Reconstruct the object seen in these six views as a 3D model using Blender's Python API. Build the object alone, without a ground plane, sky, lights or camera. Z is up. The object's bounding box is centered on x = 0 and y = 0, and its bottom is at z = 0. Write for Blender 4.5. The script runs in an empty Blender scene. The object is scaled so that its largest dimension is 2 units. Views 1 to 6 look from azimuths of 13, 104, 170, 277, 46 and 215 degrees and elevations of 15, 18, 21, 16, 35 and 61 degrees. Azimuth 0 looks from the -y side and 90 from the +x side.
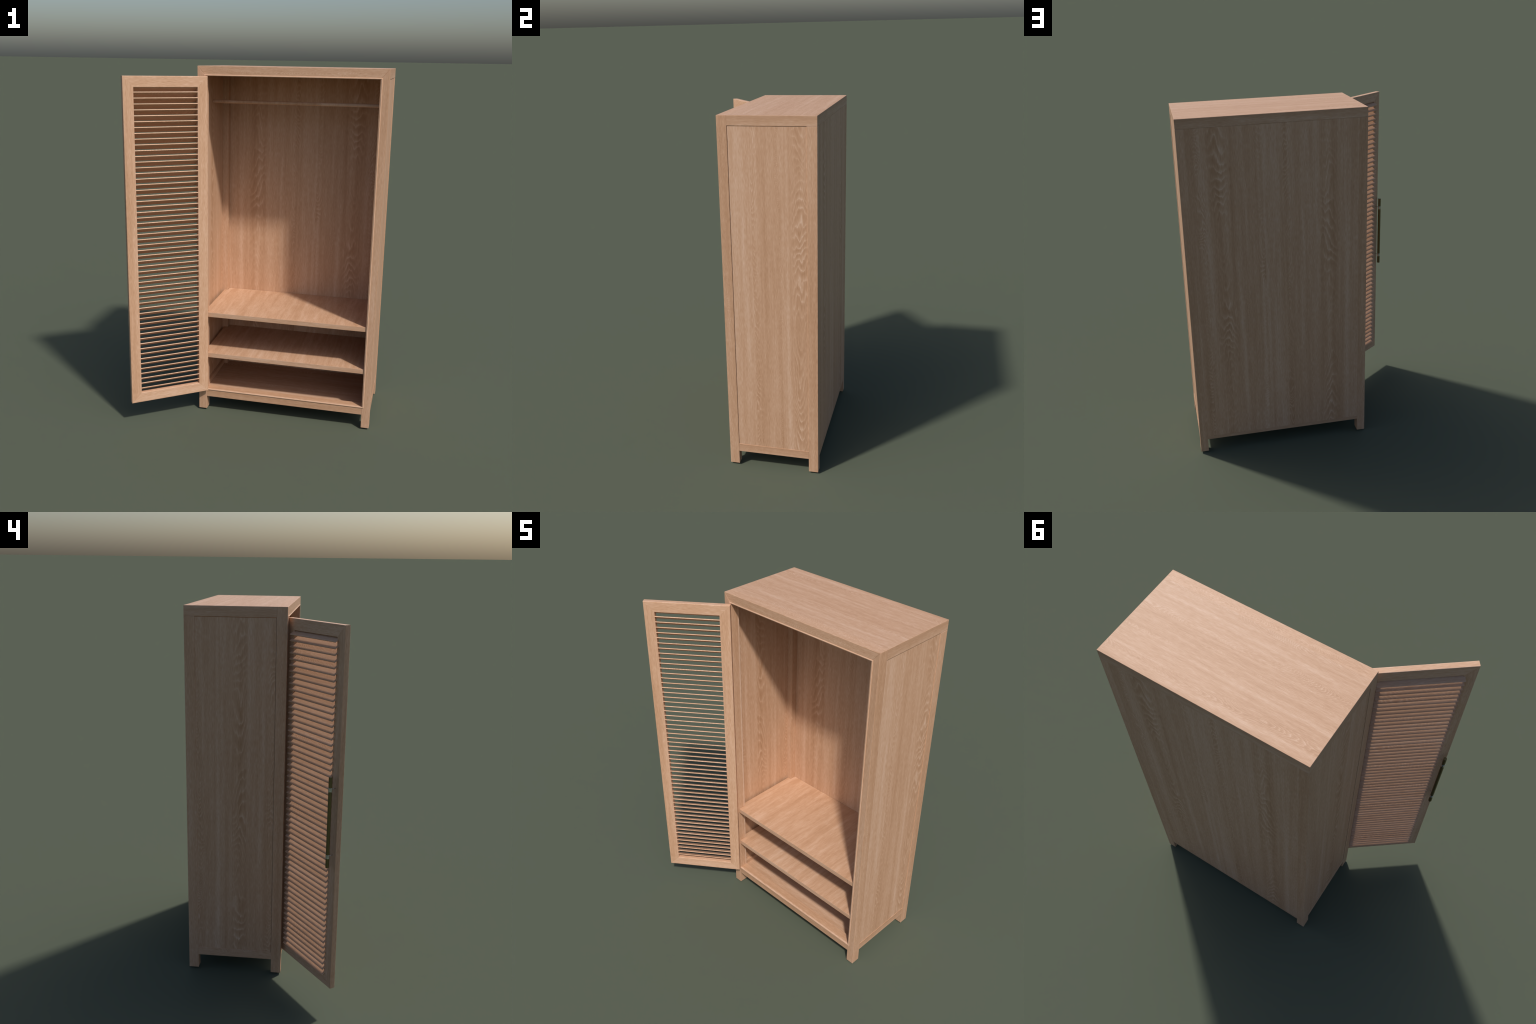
# A tall light-oak wardrobe, one louvred door standing open on the left, two shelves and a hanging rod.
import bpy, bmesh, math, random
from mathutils import Matrix, Vector

rng = random.Random(7)

# ---------------------------------------------------------------- overall sizes (metres)
X0, X1 = -0.341, 0.672            # outer sides of the carcass
Y0, Y1 = -0.1065, 0.4065          # front, back
TOP = 2.0
LEG = 0.0075                      # underside of the legs, above the glides
POST_D = 0.0535  # corner posts
TOP_T = 0.0520                    # thickness of the top
RAIL_LO, RAIL_HI = 0.0875, 0.1352 # bottom rails
IX0, IX1 = X0 + 0.0475, X1 - 0.0452   # inner sides of the posts
PANEL_IN, PANEL_T = 0.0021, 0.0092 # side panels: set back, thickness
BACK_IN = 0.3925                  # inner face of the back panel


# ---------------------------------------------------------------- node helpers
class Graph:
    def __init__(self, name):
        self.mat = bpy.data.materials.new(name)
        self.mat.use_nodes = True
        self.t = self.mat.node_tree
        self.t.nodes.clear()

    def node(self, kind, **props):
        n = self.t.nodes.new(kind)
        for k, v in props.items():
            setattr(n, k, v)
        return n

    def put(self, socket, value):
        if isinstance(value, bpy.types.NodeSocket):
            self.t.links.new(value, socket)
        elif value is not None:
            socket.default_value = value

    def math(self, op, a, b=None, c=None, clamp=False):
        n = self.node("ShaderNodeMath", operation=op, use_clamp=clamp)
        for s, v in zip(n.inputs, (a, b, c)):
            self.put(s, v)
        return n.outputs[0]

    def xyz(self, x, y, z):
        n = self.node("ShaderNodeCombineXYZ")
        for s, v in zip(n.inputs, (x, y, z)):
            self.put(s, v)
        return n.outputs[0]

    def noise(self, vec, scale=1.0, detail=2.0, rough=0.5, distort=0.0):
        n = self.node("ShaderNodeTexNoise")
        self.put(n.inputs["Vector"], vec)
        self.put(n.inputs["Scale"], scale)
        self.put(n.inputs["Detail"], detail)
        self.put(n.inputs["Roughness"], rough)
        self.put(n.inputs["Distortion"], distort)
        return n.outputs[0]

    def ramp(self, fac, stops, interp="LINEAR"):
        n = self.node("ShaderNodeValToRGB")
        r = n.color_ramp
        r.interpolation = interp
        while len(r.elements) < len(stops):
            r.elements.new(0.5)
        for e, (p, c) in zip(r.elements, stops):
            e.position = p
            e.color = (*c, 1.0) if len(c) == 3 else c
        self.put(n.inputs[0], fac)
        return n.outputs[0]

    def split(self, col):
        n = self.node("ShaderNodeSeparateColor")
        self.put(n.inputs[0], col)
        return n.outputs[0], n.outputs[1], n.outputs[2]

    def finish(self, **inputs):
        b = self.node("ShaderNodeBsdfPrincipled")
        for k, v in inputs.items():
            self.put(b.inputs[k.replace("_", " ")], v)
        out = self.node("ShaderNodeOutputMaterial")
        self.t.links.new(b.outputs[0], out.inputs[0])
        return self.mat


OAK_DARK = (0.415, 0.225, 0.122)
OAK_MID = (0.540, 0.324, 0.203)
OAK_LIGHT = (0.660, 0.449, 0.326)


def oak(name, planks=((0.0, 0.5, 0.0, 0.5),), width=1.0, pitch=0.05, vee=0.9, figure=1.0, upright=False,
        streak=1.0, gain=1.0, blotch=0.0, flecks=0.4, vary=0.0):
    """Flat-sawn oak veneer.  Object X runs along the grain, Y across it.
    planks: veneer leaves as (start, heart line, figure strength, tone), in fractions of the width.
    Each leaf shows cathedral arches round its heart line, spaced about `pitch` apart, opening at slope `vee`."""
    g = Graph(name)
    tc = g.node("ShaderNodeTexCoord")
    s = g.node("ShaderNodeSeparateXYZ")
    g.put(s.inputs[0], tc.outputs["Object"])
    ox, oy, oz = s.outputs
    sn = g.node("ShaderNodeSeparateXYZ")
    g.put(sn.inputs[0], tc.outputs["Normal"])
    if upright:                                   # members whose grain runs up the object's Z
        ox, oy, oz = oz, ox, oy
        cut = g.math("ABSOLUTE", sn.outputs[2])
    else:
        cut = g.math("ABSOLUTE", sn.outputs[0])
    # ends of the boards carry an edging whose grain follows the long side of the end
    cut = g.math("GREATER_THAN", cut, 0.8)
    keep = g.math("SUBTRACT", 1.0, cut)
    mix = lambda p, q: g.math("ADD", g.math("MULTIPLY", p, keep), g.math("MULTIPLY", q, cut))
    ox, oy, oz = mix(ox, oy), mix(oy, oz), mix(oz, ox)
    at = g.node("ShaderNodeAttribute", attribute_type="OBJECT", attribute_name='["grain_shift"]')
    shift = at.outputs["Fac"]
    x = g.math("ADD", ox, g.math("MULTIPLY", shift, 3.7))
    y = g.math("ADD", oy, g.math("MULTIPLY", oz, 0.83))
    yw = g.math("ADD", y, g.math("MULTIPLY", g.math("SINE", g.math("MULTIPLY", shift, 41.0)), 0.03))

    # which leaf of veneer
    across = g.math("ADD", g.math("DIVIDE", yw, width), 0.5)
    leaf = g.ramp(across, [(p[0], (p[1], p[2], p[3])) for p in planks], "CONSTANT")
    heart, strength, tone = g.split(leaf)
    dy = g.math("MULTIPLY", g.math("SUBTRACT", across, heart), width)

    # growth rings: arches stacked along the heart line, wandering with slow noise
    slow = g.noise(g.xyz(g.math("MULTIPLY", x, 2.4), g.math("MULTIPLY", y, 9.0), g.math("MULTIPLY", heart, 19.0)), 1.0, 2.0, 0.5)
    wig = g.noise(g.xyz(g.math("MULTIPLY", x, 13.0), g.math("MULTIPLY", y, 75.0), 3.0), 1.0, 2.0, 0.6)
    dyw = g.math("ADD", dy, g.math("MULTIPLY", g.math("SUBTRACT", slow, 0.5), 0.06))
    arch = g.math("SQRT", g.math("ADD", g.math("MULTIPLY", dyw, dyw), 0.00006))
    turn = g.noise(g.xyz(g.math("MULTIPLY", x, 0.9), g.math("MULTIPLY", heart, 23.0), 8.0), 1.0, 0.0)
    turn = g.math("MINIMUM", g.math("MAXIMUM", g.math("MULTIPLY_ADD", turn, 9.0, -4.5), -1.0), 1.0)   # arches point up or down
    run = g.math("ADD", x, g.math("MULTIPLY", g.math("MULTIPLY", arch, turn), -3.0 * vee))
    run = g.math("ADD", run, g.math("MULTIPLY", slow, 0.62))
    run = g.math("ADD", run, g.math("MULTIPLY", wig, 0.055))
    step = g.math("MULTIPLY", g.math("MULTIPLY_ADD", g.math("POWER", strength, 3.0), 1.15, 0.26), pitch)   # faint leaves have close rings
    ring = g.math("FRACT", g.math("DIVIDE", run, step))
    line = g.ramp(ring, [(0.0, (1, 1, 1)), (0.09, (0.70, 0.70, 0.70)), (0.26, (0.38, 0.38, 0.38)), (0.66, (0.04, 0.04, 0.04)),
                         (0.90, (0.36, 0.36, 0.36)), (1.0, (1, 1, 1))])
    near = g.math("SUBTRACT", 1.0, g.math("MULTIPLY", g.math("ABSOLUTE", dyw), g.math("MULTIPLY_ADD", strength, -46.0, 62.0)), clamp=True)
    live = g.noise(g.xyz(g.math("MULTIPLY", x, 2.0), g.math("MULTIPLY", heart, 31.0), 11.0), 1.0, 1.0)
    live = g.math("MAXIMUM", g.math("MULTIPLY_ADD", live, 3.2, -1.0, clamp=True), 0.3)
    fig = g.math("MULTIPLY", g.math("SUBTRACT", line, 0.42), g.math("MULTIPLY", near, g.math("POWER", strength, 0.7)))
    fig = g.math("MULTIPLY", g.math("MULTIPLY", fig, live), 0.80 * figure)

    # straight grain: broad bands, streaks, pores and flecks
    band = g.noise(g.xyz(g.math("MULTIPLY", x, 0.45), g.math("MULTIPLY", y, 17.0), 1.0), 1.0, 2.0, 0.6)
    fine = g.noise(g.xyz(g.math("MULTIPLY", x, 3.2), g.math("MULTIPLY", y, 170.0), 5.0), 1.0, 3.0, 0.62)
    pore = g.noise(g.xyz(g.math("MULTIPLY", x, 34.0), g.math("MULTIPLY", y, 480.0), 7.0), 1.0, 1.0)
    fleck = g.noise(g.xyz(g.math("MULTIPLY", x, 9.0), g.math("MULTIPLY", y, 60.0), 17.0), 1.0, 2.0, 0.5)
    v = g.math("ADD", 0.5, fig)
    v = g.math("ADD", v, g.math("MULTIPLY", g.math("SUBTRACT", tone, 0.5), 1.0))
    for tex, amount in ((band, 1.05), (fine, 0.5), (pore, 0.95), (fleck, flecks)):
        v = g.math("ADD", v, g.math("MULTIPLY", g.math("SUBTRACT", tex, 0.5), amount * streak))
    if vary:                                      # each repeat a little lighter or darker
        own = g.math("FRACT", g.math("MULTIPLY", shift, 57.3))
        v = g.math("ADD", v, g.math("MULTIPLY", g.math("SUBTRACT", own, 0.45), vary))
    if blotch:
        cloud = g.noise(g.xyz(g.math("MULTIPLY", x, 7.0), g.math("MULTIPLY", y, 42.0), 2.0), 1.0, 2.0, 0.5, 0.4)
        v = g.math("ADD", v, g.math("MULTIPLY", g.math("SUBTRACT", cloud, 0.5), blotch))
    sc = lambda c: tuple(min(1.0, k * gain) for k in c)
    col = g.ramp(v, [(0.0, sc(OAK_DARK)), (0.5, sc(OAK_MID)), (1.0, sc(OAK_LIGHT))])
    bump = g.node("ShaderNodeBump")
    bump.inputs["Strength"].default_value = 0.15
    bump.inputs["Distance"].default_value = 0.001
    g.put(bump.inputs["Height"], g.math("ADD", fine, fig))
    return g.finish(Base_Color=col, Roughness=0.54, Specular_IOR_Level=0.36, Normal=bump.outputs[0])


def plain(name, colour, rough, metallic=0.0, spec=0.5):
    g = Graph(name)
    tc = g.node("ShaderNodeTexCoord")
    n = g.noise(tc.outputs["Object"], 180.0, 2.0)
    r = g.math("MULTIPLY_ADD", n, 0.12, rough - 0.06)
    c = g.ramp(n, [(0.3, tuple(k * 0.94 for k in colour)), (0.7, tuple(min(1, k * 1.06) for k in colour))])
    return g.finish(Base_Color=c, Roughness=r, Metallic=metallic, Specular_IOR_Level=spec)


# side panel (0.41 m wide): leaves from the front edge to the back edge
SIDE_LEAVES = ((0.0, 0.1, 0.0, 0.58), (0.27, 0.30, 0.75, 0.47), (0.40, 0.62, 0.3, 0.46), (0.79, 0.88, 1.0, 0.45))
LEFT_LEAVES = ((0.0, 0.05, 0.8, 0.47), (0.14, 0.2, 0.0, 0.53), (0.36, 0.44, 1.0, 0.46), (0.55, 0.70, 0.3, 0.50), (0.90, 0.97, 0.7, 0.5))
BACK_LEAVES = ((0.0, 0.04, 0.0, 0.53), (0.10, 0.19, 1.0, 0.46), (0.245, 0.31, 0.2, 0.50), (0.41, 0.445, 0.75, 0.48),
               (0.46, 0.5, 0.0, 0.60), (0.575, 0.60, 0.75, 0.47), (0.64, 0.69, 0.3, 0.49), (0.745, 0.83, 1.0, 0.46), (0.90, 0.945, 0.7, 0.50))
TOP_LEAVES = ((0.0, 0.06, 0.6, 0.52), (0.16, 0.36, 0.65, 0.54), (0.46, 0.5, 0.2, 0.48), (0.60, 0.66, 0.35, 0.47),
              (0.76, 0.90, 0.75, 0.50))
WOOD_SIDE = oak("oak_side_veneer", SIDE_LEAVES, 0.412, pitch=0.048, vee=1.0)
WOOD_LEFT = oak("oak_left_veneer", LEFT_LEAVES, 0.412, pitch=0.048, vee=1.0)
WOOD_BACK = oak("oak_back_veneer", BACK_LEAVES, 0.93, pitch=0.048, vee=1.0)
WOOD_TOP = oak("oak_top_veneer", TOP_LEAVES, 0.46, pitch=0.036, vee=0.9, figure=1.15, gain=0.95, flecks=0.65, streak=0.85)
WOOD_SOLID = oak("oak_solid_edge", ((0.0, 0.45, 0.35, 0.5),), 0.12, pitch=0.06, vee=1.6, figure=0.6)
WOOD_RAIL = oak("oak_rail", ((0.0, 0.40, 0.6, 0.5),), 0.09, pitch=0.035, vee=1.4, figure=0.7)
WOOD_SHELF = oak("oak_shelf_veneer", ((0.0, 0.5, 0.0, 0.5),), 1.0, streak=0.75, blotch=0.7)
WOOD_SLAT = oak("oak_slat", ((0.0, 0.5, 0.85, 0.5),), 0.10, pitch=0.026, vee=0.9, figure=1.0, streak=0.8, gain=1.03, vary=0.14)
WOOD_DOOR_ACROSS = oak("oak_door_rail", ((0.0, 0.5, 0.3, 0.52),), 2.2, pitch=0.05, vee=1.5, figure=0.5, streak=1.1, gain=1.04)
WOOD_DOOR_UP = oak("oak_door_stile", ((0.0, 0.5, 0.0, 0.52),), 1.2, upright=True, streak=1.1, gain=1.04)
WOOD_BEAD = oak("oak_bead", ((0.0, 0.5, 0.0, 0.62),), 1.0, streak=0.7, gain=1.06)
DARK_GRIP = plain("dark_bronze_grip", (0.20, 0.165, 0.08), 0.42, 1.0)
STEEL = plain("brushed_steel", (0.62, 0.63, 0.63), 0.25, 1.0)
GLIDE = plain("black_plastic", (0.02, 0.02, 0.02), 0.7)


# ---------------------------------------------------------------- object helpers
def link(ob, parent):
    bpy.context.scene.collection.objects.link(ob)
    if parent is not None:
        ob.parent = parent
    return ob


def mesh_from(bm, name, mats, smooth=False):
    bmesh.ops.recalc_face_normals(bm, faces=bm.faces)
    me = bpy.data.meshes.new(name)
    bm.to_mesh(me)
    bm.free()
    for m in mats:
        me.materials.append(m)
    if smooth:                       # turned and moulded pieces only; sawn boards keep flat faces
        for p in me.polygons:
            p.use_smooth = True
        me.set_sharp_from_angle(angle=math.radians(35))
    return me


def add_prism(bm, outline, lo, hi, frame, mat=0):
    """Extrude a flat outline (a, b) from lo to hi; frame maps (a, b, c) to the mesh's own axes."""
    bot = [bm.verts.new(frame(a, b, lo)) for a, b in outline]
    top = [bm.verts.new(frame(a, b, hi)) for a, b in outline]
    n = len(outline)
    faces = [bm.faces.new(bot[::-1]), bm.faces.new(top)]
    for i in range(n):
        faces.append(bm.faces.new((bot[i], bot[(i + 1) % n], top[(i + 1) % n], top[i])))
    for f in faces:
        f.material_index = mat
    return faces


def soften(bm, width, segs=2, keep=None):
    """Round the edges; those for which keep(midpoint) holds stay sharp (tight glued joints)."""
    bm.normal_update()
    edges = [e for e in bm.edges if len(e.link_faces) == 2 and e.calc_face_angle(0) > 0.5
             and not (keep and keep((e.verts[0].co + e.verts[1].co) / 2))]
    bmesh.ops.bevel(bm, geom=edges, offset=width, segments=segs, profile=0.5, affect="EDGES", clamp_overlap=True)


AXES = {  # world directions of (along grain, across, thickness)
    "x_flat": (Vector((1, 0, 0)), Vector((0, 1, 0))),
    "x_face": (Vector((1, 0, 0)), Vector((0, 0, 1))),
    "y_flat": (Vector((0, 1, 0)), Vector((1, 0, 0))),
    "y_face": (Vector((0, 1, 0)), Vector((0, 0, 1))),
    "z_side": (Vector((0, 0, 1)), Vector((0, 1, 0))),
    "z_face": (Vector((0, 0, 1)), Vector((1, 0, 0))),
}


def board(name, corners, lay, mat, parent, edge=0.0012, shift=0.0, plan=None, plan_axis=None, tight=None):
    """A sawn board filling the box `corners`, or the outline `plan` swept along plan_axis.
    Its own X axis lies along the grain, so that the wood texture follows each piece."""
    (ax, ay, az), (bx, by, bz) = corners
    c = Vector(((ax + bx) / 2, (ay + by) / 2, (az + bz) / 2))
    g, w = AXES[lay]
    rot = Matrix((g, w, g.cross(w))).transposed()          # local -> world
    inv = rot.transposed()
    bm = bmesh.new()
    if plan is None:
        plan, plan_axis, lo, hi = [(ax, ay), (bx, ay), (bx, by), (ax, by)], "z", az, bz
    else:
        lo, hi = {"x": (ax, bx), "y": (ay, by), "z": (az, bz)}[plan_axis]
    put = {"z": lambda a, b, h: inv @ (Vector((a, b, h)) - c),
           "y": lambda a, b, h: inv @ (Vector((a, h, b)) - c),
           "x": lambda a, b, h: inv @ (Vector((h, a, b)) - c)}[plan_axis]
    add_prism(bm, plan, lo, hi, put)
    bmesh.ops.recalc_face_normals(bm, faces=bm.faces)
    if edge:
        soften(bm, edge, keep=(lambda p: abs((rot @ p + c).y - tight) < 1e-4) if tight is not None else None)
    ob = bpy.data.objects.new(name, mesh_from(bm, name, [mat]))
    m = rot.to_4x4()
    m.translation = c
    ob["grain_shift"] = float(shift)
    link(ob, parent)
    ob.matrix_world = m
    return ob


def lathe(name, profile, mat, parent, matrix, n=32):
    """Turn a profile of (radius, height) round the local Z axis."""
    bm = bmesh.new()
    rings = [[bm.verts.new((r * math.cos(t * math.tau / n), r * math.sin(t * math.tau / n), h)) for t in range(n)] for r, h in profile]
    for a, b in zip(rings, rings[1:]):
        for i in range(n):
            bm.faces.new((a[i], a[(i + 1) % n], b[(i + 1) % n], b[i]))
    bm.faces.new(rings[0][::-1])
    bm.faces.new(rings[-1])
    ob = bpy.data.objects.new(name, mesh_from(bm, name, [mat], True))
    ob["grain_shift"] = 0.3
    link(ob, parent)
    ob.matrix_world = matrix
    return ob


# ---------------------------------------------------------------- the wardrobe
wardrobe = link(bpy.data.objects.new("wardrobe", None), None)
wardrobe.empty_display_size = 0.2
wardrobe["label"] = "tall light oak wardrobe with one open louvred door"
wardrobe["category"] = "wardrobe"
W = wardrobe

# front frame: two full-height posts mitred into the top rail
zt = TOP - TOP_T
for side, (xo, xi) in enumerate(((X0, IX0), (X1, IX1))):
    board("front_post", ((min(xo, xi), Y0, LEG), (max(xo, xi), Y0 + POST_D, TOP)), "z_face", WOOD_SOLID, W, 0.0013, 0.21 + 0.37 * side,
          [(xo, LEG), (xi, LEG), (xi, zt), (xo, TOP)], "y")
board("top_rail", ((X0, Y0, zt), (X1, Y0 + POST_D, TOP)), "x_face", WOOD_RAIL, W, 0.0013, 0.13,
      [(X0, TOP), (IX0, zt), (IX1, zt), (X1, TOP)], "y", tight=Y0 + POST_D)
# back posts stand under the top board
for side, (a, b) in enumerate(((X0, IX0), (IX1, X1))):
    board("back_post", ((a, Y1 - POST_D, LEG), (b, Y1, TOP - TOP_T - 0.0003)), "z_face", WOOD_SOLID, W, 0.0013, 0.55 + 0.23 * side)
board("top_board", ((X0, Y0 + POST_D, TOP - TOP_T), (X1, Y1, TOP)), "x_flat", WOOD_TOP, W, 0.0013, 0.0, tight=Y0 + POST_D)

# side panels, set back a little in their frames
for side, (a, b) in enumerate(((X0 + PANEL_IN, X0 + PANEL_IN + PANEL_T), (X1 - PANEL_IN - PANEL_T, X1 - PANEL_IN))):
    pf, pb, out = Y0 + POST_D, Y1 - POST_D + 0.006, (a if side == 0 else b)
    into = PANEL_T * (0.4 if side == 0 else -0.4)
    far = b if side == 0 else a
    # a narrow shadow groove runs down the front edge of each panel
    plan = [(out + into, pf - 0.006), (out + into, pf + 0.0019), (out, pf + 0.0019), (out, pb), (far, pb), (far, pf - 0.006)]
    board("side_panel", ((a, pf - 0.006, RAIL_HI - 0.006), (b, pb, TOP - TOP_T - 0.0019)), "z_side", WOOD_SIDE if side else WOOD_LEFT, W, 0, 0.0, plan, "z")
    ra, rb = (X0 + 0.0005, X0 + 0.0275) if side == 0 else (X1 - 0.0275, X1 - 0.0005)
    board("side_rail", ((ra, Y0 + POST_D, RAIL_LO), (rb, Y1 - POST_D, RAIL_HI)), "y_face", WOOD_RAIL, W, 0.001, 0.4 + 0.3 * side)
board("back_panel", ((IX0 - 0.004, BACK_IN, 0.1085), (IX1 + 0.004, Y1 - 0.0006, TOP - TOP_T - 0.0003)), "z_face", WOOD_BACK, W, 0.0, 0.0)

# plinth level
board("bottom_rail", ((IX0, Y0 + 0.0008, RAIL_LO), (IX1, Y0 + 0.057, RAIL_HI)), "x_face", WOOD_RAIL, W, 0.001, 0.77)
board("bottom_board", ((X0 + 0.02, Y0 + 0.057, RAIL_LO + 0.0006), (X1 - 0.02, Y1 - 0.0009, 0.108)), "x_flat", WOOD_TOP, W, 0.0, 0.31)

# shelves, notched round the four posts
for z in (0.615, 0.3632):
    xa, xb, ta, tb = IX0 + 0.0012, IX1 - 0.0012, X0 + 0.0272, X1 - 0.0272
    yf, yb, na, nb = Y0 + 0.0055, BACK_IN - 0.0008, Y0 + POST_D + 0.0012, Y1 - POST_D - 0.0012
    plan = [(xa, yf), (xb, yf), (xb, na), (tb, na), (tb, nb), (xb, nb), (xb, yb), (xa, yb), (xa, nb), (ta, nb), (ta, na), (xa, na)]
    board("shelf", ((ta, yf, z - 0.0266), (tb, yb, z)), "y_flat", WOOD_SHELF, W, 0.0007, z, plan, "z")

# hanging rod between the side panels
rod = Matrix.Translation((X0 + 0.0122, 0.15, 1.8026)) @ Matrix.Rotation(math.radians(90), 4, "Y")
rl = X1 - X0 - 0.0244
lathe("hanging_rod", [(0.0096, 0), (0.0096, rl * 0.5), (0.0096, rl)], WOOD_SHELF, W, rod)

# half-round bead along the edges of the door opening
def bead(name, p, q, inward):
    """From p to q on the front face; `inward` points to the opening; mitred at both ends."""
    p, q, inward = Vector(p), Vector(q), Vector(inward)
    along = (q - p).normalized()
    width, proud, n = 0.0072, 0.0026, 8
    bm = bmesh.new()
    ends = []
    for end, sgn in ((p, -1), (q, 1)):
        ring = []
        for i in range(n + 1):
            t = math.pi * i / n
            off = width * (0.5 - 0.5 * math.cos(t))            # 0 at the opening, width on the far side
            ring.append(bm.verts.new(end - inward * off + along * sgn * off + Vector((0, -1, 0)) * (proud * math.sin(t) ** 0.7 - 0.0004)))
        ends.append(ring)
    for i in range(n):
        bm.faces.new((ends[0][i], ends[0][i + 1], ends[1][i + 1], ends[1][i]))
    bm.faces.new((ends[0][0], ends[1][0], ends[1][n], ends[0][n]))
    bm.faces.new(ends[0][::-1])
    bm.faces.new(ends[1])
    c = (p + q) / 2
    rot = Matrix((along, inward, along.cross(inward))).transposed()
    m = rot.to_4x4()
    m.translation = c
    bm.transform(m.inverted())
    ob = bpy.data.objects.new(name, mesh_from(bm, name, [WOOD_BEAD], True))
    ob["grain_shift"] = rng.random()
    link(ob, W)
    ob.matrix_world = m

bx0, bx1, bz0, bz1 = IX0 - 0.0038, IX1 + 0.0036, RAIL_HI + 0.0008, zt + 0.0005
bead("opening_bead", (bx0, Y0, bz1), (bx1, Y0, bz1), (0, 0, -1))
bead("opening_bead", (bx1, Y0, bz0), (bx0, Y0, bz0), (0, 0, 1))
bead("opening_bead", (bx0, Y0, bz0), (bx0, Y0, bz1), (1, 0, 0))
bead("opening_bead", (bx1, Y0, bz1), (bx1, Y0, bz0), (-1, 0, 0))

# glides under the legs
for x in (X0 + 0.023, X1 - 0.023):
    for y in (Y0 + 0.027, Y1 - 0.027):
        lathe("foot_glide", [(0.007, 0), (0.008, 0.001), (0.008, LEG + 0.001)], GLIDE, W, Matrix.Translation((x, y, 0)), 24)

# ---------------------------------------------------------------- the open door
HINGE, FREE = Vector((-0.277, -0.1285, 0)), Vector((-0.643, -0.4064, 0))   # inner face, both edges
u = (FREE - HINGE).normalized()
inn = Vector((0, 0, 1)).cross(u)                   # points to the inner side of the door
DOOR_L, DOOR_T = (FREE - HINGE).length, 0.0295
DZ0, DZ1, FRAME_W = 0.136, 1.947, 0.057
door_m = Matrix((u, inn, Vector((0, 0, 1)))).transposed().to_4x4()
door_m.translation = HINGE + Vector((0, 0, 1.0))
if (Vector((0, 0, 1)).dot(u.cross(inn))) < 0:
    raise ValueError("door frame is left-handed")

bm = bmesh.new()
a, b, c, d = 0.0, DOOR_L, DZ0 - 1.0, DZ1 - 1.0
f = FRAME_W
flat = lambda p, q, h: Vector((p, h, q))
add_prism(bm, [(a, c), (a + f, c + f), (a + f, d - f), (a, d)], -DOOR_T, 0, flat, 0)
add_prism(bm, [(b, c), (b - f, c + f), (b - f, d - f), (b, d)], -DOOR_T, 0, flat, 0)
add_prism(bm, [(a, d), (b, d), (b - f, d - f), (a + f, d - f)], -DOOR_T, 0, flat, 1)
add_prism(bm, [(a, c), (b, c), (b - f, c + f), (a + f, c + f)], -DOOR_T, 0, flat, 1)
bmesh.ops.recalc_face_normals(bm, faces=bm.faces)
bm.normal_update()
long_edges = [e for e in bm.edges if e.calc_face_angle(0) > 0.5 and not (abs(e.verts[0].co.x - e.verts[1].co.x) > 1e-4 and abs(e.verts[0].co.z - e.verts[1].co.z) > 1e-4)
              and abs(e.verts[0].co.y - e.verts[1].co.y) < 1e-4]
mitres = [e for e in bm.edges if e.calc_face_angle(0) > 0.5 and e not in set(long_edges) and abs(e.verts[0].co.y - e.verts[1].co.y) < 1e-4]
bmesh.ops.bevel(bm, geom=long_edges, offset=0.0026, segments=3, profile=0.5, affect="EDGES", clamp_overlap=True)
door = bpy.data.objects.new("door", mesh_from(bm, "door", [WOOD_DOOR_UP, WOOD_DOOR_ACROSS]))
door["grain_shift"] = 0.17
link(door, W)
door.matrix_world = door_m

# louvre slats: thin boards sloping down to the outside, let into the stiles
SLOPE, SLAT_T, SLAT_L, PITCH = math.radians(31.1), 0.0051, 0.0527, 0.02989
ua, ub = 0.043, 0.4115
bm = bmesh.new()
prof = [(0, 0), (SLAT_L, 0), (SLAT_L, SLAT_T), (0, SLAT_T)]
add_prism(bm, prof, -(ub - ua) / 2, (ub - ua) / 2, lambda p, q, h: Vector((h, -p, q)))
bmesh.ops.recalc_face_normals(bm, faces=bm.faces)
bm.normal_update()
bmesh.ops.bevel(bm, geom=[e for e in bm.edges if abs(e.verts[0].co.x - e.verts[1].co.x) > 0.1], offset=0.0012, segments=3, profile=0.5, affect="EDGES")
slat_mesh = mesh_from(bm, "slat", [WOOD_SLAT])
for k in range(57):
    ob = bpy.data.objects.new("slat", slat_mesh)
    ob["grain_shift"] = rng.random()
    z = 1.8643 + PITCH - k * PITCH
    link(ob, door)
    ob.matrix_world = door_m @ Matrix.Translation(((ua + ub) / 2, 0.0005, z - 1.0)) @ Matrix.Rotation(SLOPE, 4, "X")

# bar handle: dark grip in two steel collars on thin pins
gx, gy, g0, g1 = 0.4378, -0.0608, 0.7984, 1.2537
r = 0.0087
lathe("handle_grip", [(r * 0.8, 0), (r, 0.0016), (r, g1 - g0 - 0.0016), (r * 0.8, g1 - g0)], DARK_GRIP, door, door_m @ Matrix.Translation((gx, gy, g0 - 1.0)))
for zc, zp in ((1.1915, 1.1941), (0.8563, 0.8589)):
    h, rc = 0.0192, 0.0098
    lathe("handle_collar", [(r * 0.98, 0), (rc - 0.0004, 0), (rc, 0.0004), (rc, h - 0.0004), (rc - 0.0004, h), (r * 0.98, h)], STEEL, door,
          door_m @ Matrix.Translation((gx, gy, zc - h / 2 - 1.0)))
    lathe("handle_pin", [(0.0019, 0), (0.0019, abs(gy) - DOOR_T - 0.004)], STEEL, door,
          door_m @ Matrix.Translation((gx, -DOOR_T + 0.001, zp - 1.0)) @ Matrix.Rotation(math.radians(90), 4, "X"), 12)
